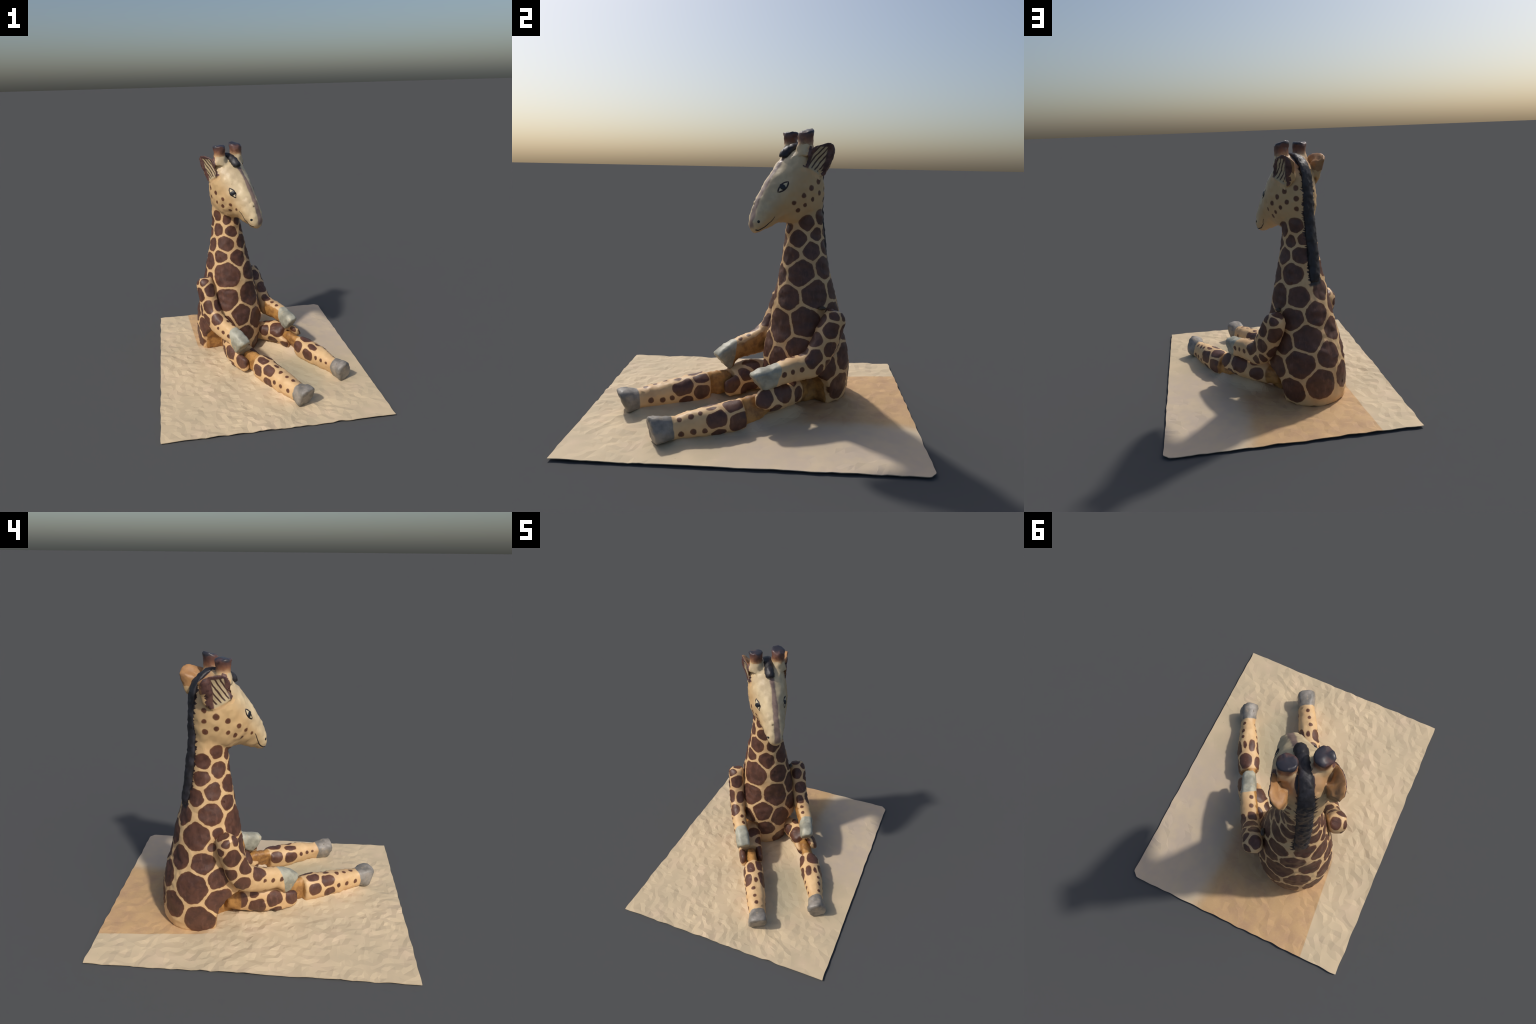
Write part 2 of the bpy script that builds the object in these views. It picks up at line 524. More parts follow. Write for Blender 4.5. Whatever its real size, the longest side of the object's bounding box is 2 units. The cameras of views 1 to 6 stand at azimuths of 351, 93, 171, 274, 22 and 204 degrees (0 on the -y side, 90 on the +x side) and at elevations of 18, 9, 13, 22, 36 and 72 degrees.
# ------------------------------------------------------------------ where the paint sits
# middle and size of every painted patch and dot (x, y, z, radius)
NECK_PATCHES = [
    (-0.132, 0.404, 1.201, 0.042), (-0.251, 0.246, 1.170, 0.037), (-0.075, 0.326, 1.164, 0.045),
    (-0.184, 0.194, 1.149, 0.032), (-0.099, 0.211, 1.133, 0.027), (-0.282, 0.319, 1.121, 0.044),
    (-0.179, 0.423, 1.113, 0.035), (-0.103, 0.381, 1.100, 0.044), (-0.060, 0.269, 1.073, 0.054),
    (-0.251, 0.237, 1.066, 0.049), (-0.154, 0.182, 1.052, 0.044), (-0.296, 0.328, 1.024, 0.047),
    (-0.152, 0.434, 1.013, 0.051), (-0.062, 0.357, 1.000, 0.057), (-0.062, 0.222, 0.965, 0.057),
    (-0.205, 0.179, 0.959, 0.063), (-0.297, 0.268, 0.939, 0.053), (-0.310, 0.365, 0.900, 0.046),
    (-0.090, 0.437, 0.893, 0.068), (-0.014, 0.294, 0.862, 0.084), (-0.248, 0.179, 0.854, 0.053),
    (-0.105, 0.163, 0.834, 0.061), (-0.333, 0.275, 0.797, 0.068), (-0.287, 0.450, 0.769, 0.058),]
TORSO_PATCHES = [
    (-0.117, 0.497, 0.739, 0.068), (-0.005, 0.382, 0.737, 0.087), (-0.009, 0.214, 0.709, 0.075),
    (-0.208, 0.135, 0.707, 0.102), (-0.333, 0.238, 0.671, 0.033), (-0.367, 0.363, 0.662, 0.084),
    (-0.233, 0.527, 0.626, 0.076), (-0.078, 0.513, 0.606, 0.076), (-0.369, 0.279, 0.597, 0.024),
    (0.044, 0.320, 0.569, 0.089), (-0.015, 0.163, 0.523, 0.098), (-0.213, 0.104, 0.509, 0.086),
    (-0.352, 0.478, 0.506, 0.069), (-0.410, 0.322, 0.489, 0.068), (-0.157, 0.571, 0.481, 0.094),
    (-0.016, 0.510, 0.440, 0.067), (0.067, 0.287, 0.403, 0.068), (-0.407, 0.234, 0.381, 0.066),
    (-0.098, 0.080, 0.371, 0.086), (-0.300, 0.576, 0.356, 0.080), (-0.448, 0.388, 0.337, 0.101),
    (-0.099, 0.595, 0.319, 0.094), (0.026, 0.147, 0.310, 0.080), (-0.225, 0.068, 0.306, 0.060),
    (0.034, 0.473, 0.268, 0.068), (-0.420, 0.226, 0.223, 0.090), (-0.064, 0.068, 0.210, 0.067),
    (-0.413, 0.524, 0.192, 0.078), (-0.232, 0.625, 0.177, 0.093), (-0.055, 0.561, 0.125, 0.079),
    (-0.459, 0.339, 0.112, 0.097), (0.030, 0.179, 0.074, 0.069),]
CHEEK_DOTS = [
    (-0.302, 0.310, 1.445, 0.015), (-0.305, 0.310, 1.381, 0.015), (-0.301, 0.305, 1.317, 0.018),
    (-0.290, 0.240, 1.408, 0.018), (-0.257, 0.177, 1.376, 0.016), (-0.288, 0.240, 1.336, 0.015),
    (-0.245, 0.179, 1.304, 0.014), (-0.206, 0.121, 1.334, 0.017), (-0.209, 0.143, 1.278, 0.016),
    (-0.156, 0.084, 1.294, 0.014), (-0.161, 0.104, 1.248, 0.013), (-0.115, 0.053, 1.263, 0.011),
    (-0.031, 0.341, 1.391, 0.016), (-0.048, 0.350, 1.322, 0.013), (-0.007, 0.294, 1.345, 0.015),
    (-0.021, 0.304, 1.287, 0.013), (0.016, 0.238, 1.301, 0.012), (-0.012, 0.263, 1.256, 0.014),
    (-0.070, 0.387, 1.429, 0.017), (-0.081, 0.397, 1.360, 0.016), (-0.141, 0.426, 1.451, 0.019),
    (-0.141, 0.433, 1.383, 0.020), (-0.141, 0.424, 1.316, 0.016),]
ARM_RIGHT_PATCHES = [
    (-0.431, 0.133, 0.561, 0.057), (-0.377, 0.051, 0.475, 0.051), (-0.349, 0.097, 0.605, 0.051),
    (-0.399, 0.076, 0.357, 0.047), (-0.441, 0.173, 0.676, 0.046), (-0.322, -0.024, 0.398, 0.045),
    (-0.397, 0.188, 0.682, 0.044), (-0.401, 0.122, 0.673, 0.043), (-0.305, 0.065, 0.478, 0.041),
    (-0.432, 0.148, 0.435, 0.039), (-0.459, 0.208, 0.600, 0.033), (-0.246, -0.167, 0.308, 0.016),
    (-0.316, -0.059, 0.338, 0.015), (-0.281, -0.111, 0.318, 0.014), (-0.232, -0.051, 0.387, 0.014),
    (-0.194, -0.100, 0.374, 0.014), (-0.223, -0.030, 0.254, 0.013),]
ARM_LEFT_PATCHES = [
    (0.030, 0.515, 0.655, 0.045),
    (0.191, 0.386, 0.387, 0.056), (0.055, 0.572, 0.518, 0.055), (0.127, 0.486, 0.551, 0.052),
    (0.058, 0.495, 0.375, 0.047), (0.127, 0.386, 0.482, 0.046), (0.134, 0.481, 0.424, 0.045),
    (0.105, 0.507, 0.632, 0.042), (0.064, 0.566, 0.631, 0.042), (0.075, 0.427, 0.588, 0.041),
    (0.139, 0.465, 0.327, 0.039), (0.165, 0.433, 0.317, 0.038), (0.149, 0.325, 0.409, 0.034),
    (0.182, 0.252, 0.395, 0.016), (0.210, 0.195, 0.384, 0.015), (0.239, 0.314, 0.331, 0.015),
    (0.291, 0.209, 0.316, 0.015), (0.197, 0.291, 0.253, 0.014), (0.268, 0.260, 0.326, 0.013),]
THIGH_RIGHT_PATCHES = [
    (-0.138, -0.026, 0.176, 0.060), (-0.013, -0.138, 0.128, 0.059), (-0.273, -0.008, 0.108, 0.058),
    (-0.233, -0.118, 0.138, 0.053), (-0.078, -0.028, 0.069, 0.052), (-0.289, 0.098, 0.146, 0.052),
    (-0.092, -0.046, 0.164, 0.052), (-0.162, -0.243, 0.124, 0.049), (-0.220, -0.127, 0.046, 0.037),
    (-0.246, 0.015, 0.172, 0.031),]
THIGH_LEFT_PATCHES = [
    (0.188, 0.107, 0.203, 0.064), (0.269, 0.206, 0.202, 0.061), (0.360, 0.102, 0.199, 0.050),
    (0.161, 0.302, 0.149, 0.044), (0.095, 0.157, 0.179, 0.043), (0.152, 0.253, 0.223, 0.038),
    (0.156, 0.115, 0.104, 0.038), (0.320, 0.164, 0.113, 0.037), (0.292, 0.116, 0.148, 0.033),
    (0.321, 0.054, 0.208, 0.029), (0.238, 0.044, 0.083, 0.027),]
SHIN_RIGHT_PATCHES = [
    (0.115, -0.419, 0.143, 0.065), (0.076, -0.320, 0.105, 0.050), (0.050, -0.329, 0.182, 0.050),
    (0.003, -0.488, 0.163, 0.047), (-0.007, -0.376, 0.192, 0.043), (-0.061, -0.402, 0.123, 0.041),
    (0.112, -0.406, 0.056, 0.040), (-0.005, -0.504, 0.068, 0.036), (0.082, -0.457, 0.180, 0.033),
    (0.154, -0.484, 0.086, 0.018), (0.179, -0.540, 0.080, 0.017), (0.032, -0.563, 0.099, 0.016),
    (0.210, -0.604, 0.086, 0.016), (0.086, -0.550, 0.174, 0.016), (0.122, -0.603, 0.166, 0.016),
    (0.065, -0.625, 0.097, 0.014), (0.156, -0.653, 0.153, 0.014), (0.105, -0.689, 0.094, 0.014),]
SHIN_LEFT_PATCHES = [
    (0.449, -0.037, 0.095, 0.056), (0.497, -0.152, 0.122, 0.056), (0.415, -0.077, 0.179, 0.054),
    (0.367, -0.223, 0.113, 0.046), (0.421, -0.207, 0.168, 0.043), (0.314, -0.114, 0.136, 0.041),
    (0.499, -0.143, 0.046, 0.036), (0.455, -0.193, 0.174, 0.036), (0.536, -0.212, 0.073, 0.018),
    (0.559, -0.276, 0.073, 0.016), (0.577, -0.340, 0.066, 0.015), (0.531, -0.293, 0.150, 0.015),
    (0.416, -0.298, 0.115, 0.015), (0.507, -0.244, 0.161, 0.014), (0.552, -0.355, 0.142, 0.013),
    (0.445, -0.343, 0.113, 0.013), (0.473, -0.386, 0.111, 0.010),]


def local_axes(t):
    """forward, left and up coordinates of the giraffe as sockets"""
    return t.coord((FX, FY, 0)), t.coord((LX, LY, 0)), t.coord((0, 0, 1))


def wood_ground(t):
    """cream ground paint, uneven where the brush ran thin"""
    c = t.mix(t.ramp(t.noise(9, 4), 0.35, 0.7), CREAM, CREAM2)
    streak = t.noise(1.0, 4, vec=t.vec('MULTIPLY', t.pos, (60, 60, 9)))
    return t.mix(t.ramp(streak, 0.55, 0.8, 0, 0.25), c, CREAM3)


def patch_paint(t):
    """brown paint, brushed unevenly, thinner and rustier along the edge"""
    c = t.mix(t.ramp(t.noise(17, 5, rough=0.65), 0.38, 0.66), BROWN, BROWN2)
    streak = t.noise(1.0, 5, vec=t.vec('MULTIPLY', t.pos, (38, 38, 11)), rough=0.65)
    c = t.mix(t.ramp(streak, 0.52, 0.75, 0, 0.75), c, BROWN3)
    c = t.mix(t.ramp(t.noise(55, 3), 0.66, 0.78, 0, 0.4), c, BROWN3)
    return t.mix(t.ramp(t.share, 0.97, 0.86, 0, 0.6), c, EDGE)


def near(spots, me, reach=0.03):
    """the patches that touch a mesh"""
    co = np.array([v.co for v in me.vertices])
    return [s for s in spots if np.min(np.linalg.norm(co - np.array(s[:3]), axis=1)) < s[3] + reach]


def grow(spots, k, spread=0.017):
    """patches swell until they meet; small round dots keep their size"""
    return [(x, y, z, r + 1.39 / k + (spread if r > 0.021 else 0.0028)) for x, y, z, r in spots]


def mane_fringe(t, f, a, z):
    """painted brown hair tips beside the mane"""
    mid = t.math('MULTIPLY_ADD', t.math('MAXIMUM', t.math('SUBTRACT', 1.02, z), 0.0), 0.07, 0.007)
    off = t.math('ABSOLUTE', t.math('SUBTRACT', a, mid))
    along = t.math('MULTIPLY_ADD', f, -0.8, t.math('MULTIPLY', z, 1.0))
    v = t.nt.nodes.new('ShaderNodeCombineXYZ')
    t.link(t.math('MULTIPLY', along, 75), v.inputs[0])
    t.link(t.math('MULTIPLY', a, 14), v.inputs[1])
    spike = t.noise(1.0, 2, vec=v.outputs[0])
    width = t.math('MULTIPLY_ADD', t.ramp(spike, 0.3, 0.7), 0.024, 0.038)
    m = t.ramp(t.math('SUBTRACT', width, off), -0.002, 0.003)
    behind = t.math('MULTIPLY_ADD', f, -0.75, t.math('MULTIPLY', z, 0.66))
    m = t.math('MULTIPLY', m, t.ramp(f, -0.325, -0.30, 1, 0))
    m = t.math('MULTIPLY', m, t.ramp(z, 0.80, 0.815))
    core = t.ramp(t.math('SUBTRACT', t.math('MULTIPLY_ADD', t.ramp(spike, 0.35, 0.65), 0.013, 0.035), off), -0.004, 0.004)
    return m, core


def trunk_material(name, spots, k=105, hips=False):
    t = Tree(name)
    f, a, z = local_axes(t)
    mask = t.spots(grow(spots, k), k)
    col = t.mix(mask, wood_ground(t), patch_paint(t))
    fringe, core = mane_fringe(t, f, a, z)
    col = t.mix(fringe, col, t.mix(core, FRINGE, BLACK))
    if hips:
        u = t.math('POWER', t.math('ABSOLUTE', t.math('DIVIDE', t.math('ADD', f, 0.15), 0.275)), 3)
        w = t.math('POWER', t.math('ABSOLUTE', t.math('DIVIDE', z, 0.252)), 3)
        inside = t.ramp(t.math('ADD', u, w), 0.90, 0.94, 1, 0)
        inside = t.math('MULTIPLY', inside, t.ramp(f, -0.205, -0.195, 1, 0))
        col = t.mix(inside, col, t.mix(t.ramp(t.noise(15, 5, rough=0.65), 0.38, 0.66), AMBER, AMBER2))
    return t.finish(col, 0.5, bump=mask, strength=0.12, dist=0.004)


def head_material(spots, dots):
    t = Tree('painted_head')
    f, a, z = local_axes(t)
    mask = t.spots(grow(spots, 105) + grow(dots, 105), 105, wobble=0.003)
    ground = t.mix(t.ramp(t.noise(6, 3), 0.3, 0.7, 0.35, 0.8), wood_ground(t), CHEEK)
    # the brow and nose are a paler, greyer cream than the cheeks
    nose = t.math('MULTIPLY_ADD', f, 0.82, t.math('MULTIPLY', z, 0.57))
    pale = t.ramp(t.math('MULTIPLY_ADD', t.noise(7, 3), 0.10, nose), 0.66, 0.78)
    col = t.mix(pale, ground, t.mix(t.ramp(t.noise(11, 4), 0.4, 0.65), PALE, PALE2))
    # dull purple stripe down the middle of the nose
    mid = t.math('MULTIPLY_ADD', t.math('MAXIMUM', t.math('ADD', f, 0.30), 0.0), 0.066, 0.013)
    off = t.math('ABSOLUTE', t.math('SUBTRACT', t.math('MULTIPLY_ADD', t.noise(16, 3), 0.024, t.math('ADD', a, -0.012)), mid))
    half = t.math('MULTIPLY_ADD', f, 0.035, 0.021)
    stripe = t.math('MULTIPLY', t.ramp(t.math('SUBTRACT', half, off), -0.007, 0.005), t.ramp(nose, 0.675, 0.70))
    stripe = t.math('MULTIPLY', stripe, t.ramp(f, -0.19, -0.18))
    col = t.mix(t.math('MULTIPLY', stripe, 0.85), col, t.mix(t.ramp(t.noise(20, 3), 0.4, 0.7), PURPLE, PURPLE2))
    col = t.mix(mask, col, patch_paint(t))
    fringe, core = mane_fringe(t, f, a, z)
    crown = t.math('MULTIPLY', t.ramp(z, 1.55, 1.60), t.ramp(f, -0.32, -0.36))
    col = t.mix(t.math('MULTIPLY', crown, 0.6), col, RUSTY)
    col = t.mix(fringe, col, t.mix(core, FRINGE, BLACK))
    return t.finish(col, 0.45, bump=mask, strength=0.2, dist=0.003)


def ear_material(side):
    t = Tree('painted_ear')
    f, a, z = local_axes(t)
    geo = t.nt.nodes.new('ShaderNodeNewGeometry')
    n = geo.outputs['Normal']
    facing = t.vec('DOT_PRODUCT', n, tuple(W(0.42, 0.90 * side, -0.05)))
    front = t.ramp(facing, 0.10, 0.30)
    wob = t.math('MULTIPLY', t.noise(14, 2), 0.012)
    s = t.math('ADD', t.math('MULTIPLY_ADD', f, 0.78, t.math('MULTIPLY', z, 0.62)), wob)
    line = t.math('ABSOLUTE', t.math('SUBTRACT', t.math('FRACT', t.math('DIVIDE', s, 0.0255)), 0.5))
    line = t.ramp(line, 0.13, 0.24, 1, 0)
    # distances to the straight edges of the rim
    fo, zo = (0.0, 0.0) if side < 0 else (0.016, -0.007)
    f2, z2 = t.math('ADD', f, fo), t.math('ADD', z, zo)

    def edge(nf, nz, f0, z0):
        return t.math('MULTIPLY_ADD', f2, nf, t.math('MULTIPLY_ADD', z2, nz, -nf * f0 - nz * z0))
    d_back, d_top = edge(0.985, 0.179, -0.424, 1.648), edge(-0.05, -1.0, -0.36, 1.657)
    d_front, d_low = edge(-0.929, -0.372, -0.306, 1.655), edge(-0.375, 0.927, -0.388, 1.448)
    rough = t.math('MULTIPLY_ADD', t.noise(22, 3), 0.016, -0.008)
    near_rim = t.math('ADD', t.math('MINIMUM', t.math('MINIMUM', d_back, d_top), t.math('ADD', d_front, 0.004)), rough)
    rim = t.ramp(near_rim, 0.020, 0.030, 1, 0)
    ground = wood_ground(t)
    line = t.math('MULTIPLY', line, t.ramp(d_low, 0.010, 0.020))
    inner = t.mix(line, t.mix(t.ramp(t.noise(20, 3), 0.4, 0.7), EARIN, PALE2), FRINGE)
    inner = t.mix(rim, inner, t.mix(t.ramp(t.noise(25, 3), 0.35, 0.65), RIM, RIM2))
    inner = t.mix(t.ramp(t.math('ADD', d_low, rough), 0.010, -0.002), inner, ground)
    inner = t.mix(t.ramp(d_front, -0.012, -0.020), inner, ground)
    outer = t.mix(t.ramp(t.noise(16, 4), 0.35, 0.7), TAN, TAN2)
    outer = t.mix(t.ramp(t.noise(8, 3), 0.5, 0.7, 0, 0.4), outer, RUSTY)
    return t.finish(t.mix(front, outer, inner), 0.5)


def horn_material():
    t = Tree('painted_horn')
    f, a, z = local_axes(t)
    h = t.math('MULTIPLY_ADD', t.noise(18, 3), 0.05, t.math('ADD', z, -0.025))
    col = t.mix(t.ramp(h, 1.630, 1.685), CREAM, RUST)
    col = t.mix(t.ramp(h, 1.675, 1.715), col, RIM)
    col = t.mix(t.ramp(t.noise(30, 4), 0.45, 0.7, 0, 0.5), col, RIM2)
    col = t.mix(t.ramp(h, 1.716, 1.732), col, BLACK2)
    return t.finish(col, 0.4)


def limb_material(name, spots, bare=None, hoof=None, inner=None, k=120):
    """bare: forward position behind which the wood is left amber"""
    t = Tree(name)
    f, a, z = local_axes(t)
    mask = t.spots(grow(spots, k, 0.012), k, wobble=0.004)
    col = t.mix(mask, wood_ground(t), patch_paint(t))
    if bare is not None:
        col = t.mix(t.ramp(f, bare - 0.006, bare + 0.006, 1, 0), col,
                    t.mix(t.ramp(t.noise(15, 5, rough=0.65), 0.38, 0.66), AMBER, AMBER2))
    if inner is not None:
        geo = t.nt.nodes.new('ShaderNodeNewGeometry')
        facing = t.vec('DOT_PRODUCT', geo.outputs['Normal'], tuple(W(0.0, inner, -0.35)))
        m = t.math('MULTIPLY', t.ramp(facing, 0.55, 0.72), t.ramp(f, -0.20, -0.17))
        col = t.mix(m, col, t.mix(t.ramp(t.noise(15, 5, rough=0.65), 0.38, 0.66), AMBER, AMBER2))
    if hoof is not None:
        at, lean, c1, c2, c3 = hoof
        along = t.math('MULTIPLY_ADD', t.noise(14, 3), 0.012, t.math('MULTIPLY_ADD', z, lean, f))
        h = t.mix(t.ramp(t.noise(13, 4), 0.35, 0.65), c1, c2)
        h = t.mix(t.ramp(t.noise(21, 5), 0.56, 0.72, 0, 0.8), h, c3)
        col = t.mix(t.ramp(along, at - 0.001, at + 0.006), col, h)
    return t.finish(col, 0.5, bump=mask, strength=0.12, dist=0.003)


def hoof_material(name, c1, c2, c3):
    t = Tree(name)
    col = t.mix(t.ramp(t.noise(13, 4), 0.35, 0.65), c1, c2)
    col = t.mix(t.ramp(t.noise(21, 5, out='Fac'), 0.58, 0.72, 0, 0.7), col, c3)
    return t.finish(col, 0.55, bump=t.noise(30, 3), strength=0.15, dist=0.006)


def mane_material():
    t = Tree('painted_mane')
    f, a, z = local_axes(t)
    col = t.mix(t.ramp(t.noise(24, 4), 0.4, 0.75), BLACK, BLACK2)
    streak = t.noise(1.0, 4, vec=t.vec('MULTIPLY', t.pos, (70, 70, 14)))
    col = t.mix(t.ramp(streak, 0.6, 0.85, 0, 0.6), col, BLACK3)
    return t.finish(col, 0.5, bump=streak, strength=0.3, dist=0.006)


def paper_material():
    t = Tree('brown_paper')
    x, y, z = t.coord((1, 0, 0)), t.coord((0, 1, 0)), t.coord((0, 0, 1))
    col = t.mix(t.ramp(t.noise(2.2, 4), 0.35, 0.65), PAPER, PAPER2)
    col = t.mix(t.ramp(t.noise(6, 4), 0.45, 0.75, 0, 0.6), col, PAPER3)
    soft = t.math('MULTIPLY', t.math('SUBTRACT', t.noise(5, 3), 0.5), 0.16)
    # bluish grey patch at the right hand side
    right = t.math('MULTIPLY', t.ramp(t.math('ADD', x, soft), 0.22, 0.40), t.ramp(t.math('ADD', y, soft), -0.25, 0.10))
    col = t.mix(t.math('MULTIPLY', right, t.ramp(t.noise(9, 5), 0.3, 0.7, 0.35, 0.85)), col, LAVENDER)
    # a warmer strip behind the giraffe with a ruled left edge
    left = t.math('MULTIPLY_ADD', y, -0.082, -0.443)
    strip = t.ramp(t.math('SUBTRACT', x, left), -0.004, 0.004)
    strip = t.math('MULTIPLY', strip, t.ramp(t.math('ADD', x, soft), 0.20, 0.34, 1, 0))
    strip = t.math('MULTIPLY', strip, t.ramp(t.math('ADD', y, soft), 0.20, 0.40))
    col = t.mix(t.math('MULTIPLY', strip, 0.9), col, t.mix(t.ramp(t.noise(7, 4), 0.4, 0.7), WARM, WARM2))
    # shadow between the legs, painted into the paper in greenish grey
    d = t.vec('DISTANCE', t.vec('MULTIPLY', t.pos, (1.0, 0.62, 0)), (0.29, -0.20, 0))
    painted_shadow = t.ramp(t.math('ADD', d, soft), 0.12, 0.26, 1, 0)
    col = t.mix(t.math('MULTIPLY', painted_shadow, 0.65), col, SHADOW_TINT)
    # fibres and a few scuffs
    fib = t.noise(1.0, 5, vec=t.vec('MULTIPLY', t.pos, (140, 380, 100)), rough=0.7)
    col = t.mix(t.ramp(fib, 0.45, 0.8, 0, 0.22), col, FIBRE)
    col = t.mix(t.ramp(t.noise(55, 2), 0.74, 0.80, 0, 0.35), col, SCUFF)
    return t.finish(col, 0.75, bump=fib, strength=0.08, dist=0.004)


# ------------------------------------------------------------------ assembling
scene = bpy.context.scene
giraffe = bpy.data.objects.new('wooden_giraffe', None)
scene.collection.objects.link(giraffe)
giraffe['label'] = 'carved wooden giraffe painted with brown patches, sitting with legs stretched out'
giraffe['category'] = 'figurine'


def add(name, me, parent, *mats):
    me.name = name
    ob = bpy.data.objects.new(name, me)
    scene.collection.objects.link(ob)
    ob.parent = parent
    me.materials.clear()
    for m in mats:
        me.materials.append(m)
    return ob


def split(me, classify):
    """cut one smooth mesh into parts by face, keeping the whole surface's vertex normals"""
    me.update()
    nrm = [v.normal.copy() for v in me.vertices]
    groups = {}
    for p in me.polygons:
        groups.setdefault(classify(loc(p.center)), []).append(tuple(p.vertices))
    parts = {}
    for key, faces in groups.items():
        used = sorted({i for f in faces for i in f})
        ix = {v: i for i, v in enumerate(used)}
        new = bpy.data.meshes.new(key)
        new.from_pydata([me.vertices[i].co for i in used], [], [tuple(ix[i] for i in f) for f in faces])
        new.update()
        new.shade_smooth()
        new.normals_split_custom_set_from_vertices([nrm[i] for i in used])
        parts[key] = new
    return parts


def body_region(q):
    f, a, z = q
    if z > 1.652 and -0.36 < f < -0.225 and 0.025 < abs(a) < 0.145:
        return 'horn_right' if a < 0 else 'horn_left'
    rel = abs(a - 0.006)
    f2, z2 = (f, z) if a < 0 else (f + 0.016, z - 0.007)
    inside = min(0.985 * (f2 + 0.424) + 0.179 * (z2 - 1.648), 1.657 - z2,
                 -0.929 * (f2 + 0.306) - 0.372 * (z2 - 1.655), -0.375 * (f2 + 0.388) + 0.927 * (z2 - 1.448))
    if rel > 0.126 and inside > -0.022:
        return 'ear_right' if a < 0 else 'ear_left'
    if f < -0.39 and z > 1.55 and rel > 0.085:
        return 'ear_right' if a < 0 else 'ear_left'
    if z > 1.165 + 0.25 * (-0.235 - f):
        return 'head'
    if z > 0.74:
        return 'neck'
    return 'torso'


parts = split(body, body_region)
ALL = NECK_PATCHES + TORSO_PATCHES
ob_torso = add('torso', parts['torso'], giraffe, trunk_material('painted_torso', near(ALL, parts['torso']), hips=True))
ob_neck = add('neck', parts['neck'], giraffe, trunk_material('painted_neck', near(ALL + CHEEK_DOTS, parts['neck'])))
ob_head = add('head', parts['head'], giraffe, head_material(near(NECK_PATCHES, parts['head']), CHEEK_DOTS))
add('ear', parts['ear_right'], ob_head, ear_material(-1))
add('ear', parts['ear_left'], ob_head, ear_material(1))
m_horn = horn_material()
for key in ('horn_right', 'horn_left'):
    add('horn', parts[key], ob_head, m_horn)
add('mane', mane_mesh, giraffe, mane_material()).data.shade_smooth()

FOREHOOF = (srgb('b4b19e'), srgb('8f8d7e'), srgb('b8a683'))
HINDHOOF = (srgb('9c948a'), srgb('77726a'), srgb('a99a84'))
for me, hoof_at, spots in ((arm_right, 0.028, ARM_RIGHT_PATCHES), (arm_left, -0.004, ARM_LEFT_PATCHES)):
    p = split(me, lambda q: 'hoof' if q[0] + 0.25 * (q[2] - 0.3) > hoof_at else 'arm')
    coat = limb_material('painted_forelimb', spots, hoof=(hoof_at + 0.081, 0.25) + FOREHOOF, inner=1 if me is arm_right else -1)
    o = add('forelimb', p['arm'], giraffe, coat)
    add('hoof', p['hoof'], o, coat)
for thigh, shin, hoof_at, bare, tspots, sspots in (
        (thigh_right, shin_right, 0.690, 0.243, THIGH_RIGHT_PATCHES, SHIN_RIGHT_PATCHES),
        (thigh_left, shin_left, 0.622, 0.212, THIGH_LEFT_PATCHES, SHIN_LEFT_PATCHES)):
    thigh.shade_smooth()
    o = add('hindlimb', thigh, giraffe, limb_material('painted_thigh', tspots, bare=-0.225))
    p = split(shin, lambda q: 'hoof' if q[0] > hoof_at else 'shin')
    coat = limb_material('painted_shin', sspots, bare=bare, hoof=(hoof_at + 0.006, 0.0) + HINDHOOF)
    add('lower_leg', p['shin'], o, coat)
    add('hoof', p['hoof'], o, coat)


# ------------------------------------------------------------------ eyes, nostrils, mouth: painted pieces laid on the head
head_bvh = BVHTree.FromPolygons([v.co for v in ob_head.data.vertices], [tuple(p.vertices) for p in ob_head.data.polygons])


def on_head(f, z, side, lift):
    """point on the side of the head at (f, z), lifted off along the surface normal"""
    start = W(f, 0.5 * side, z)
    hit, n, _, _ = head_bvh.ray_cast(start, W(0, -side, 0))
    return hit + n * lift


def inlay(name, outline, side, lift, dome, mat, parent):
    """a thin domed chip that follows the cheek: outline in (f, z)"""
    cf = sum(p[0] for p in outline) / len(outline)
    cz = sum(p[1] for p in outline) / len(outline)
    bm = bmesh.new()
    rings = []
    for u in (1.0, 1.0, 0.75, 0.5, 0.25):
        l = lift + dome * (1 - u * u)
        if len(rings) == 0:
            l = -0.004
        rings.append([bm.verts.new(on_head(cf + (f - cf) * u, cz + (z - cz) * u, side, l)) for f, z in outline])
    m = len(outline)
    for r0, r1 in zip(rings, rings[1:]):
        for i in range(m):
            k = (i + 1) % m
            bm.faces.new((r0[i], r0[k], r1[k], r1[i]))
    c = bm.verts.new(on_head(cf, cz, side, lift + dome))
    for i in range(m):
        bm.faces.new((rings[-1][i], rings[-1][(i + 1) % m], c))
    me = mesh_from_bm(bm, name)
    me.shade_smooth()
    return add(name, me, parent, mat)


def flat_paint(name, col, rough):
    t = Tree(name)
    c = t.mix(t.ramp(t.noise(40, 3), 0.4, 0.7, 0, 0.3), col, BLACK2)
    return t.finish(c, rough)


def eye_white():
    t = Tree('eye_white')
    return t.finish(t.mix(t.ramp(t.noise(60, 3), 0.4, 0.7, 0, 0.5), srgb('d8c8a4'), srgb('c4b48e')), 0.35)


m_line = flat_paint('dark_line_paint', DARK, 0.5)
m_pupil = flat_paint('pupil_paint', srgb('16191e'), 0.45)
m_white = eye_white()


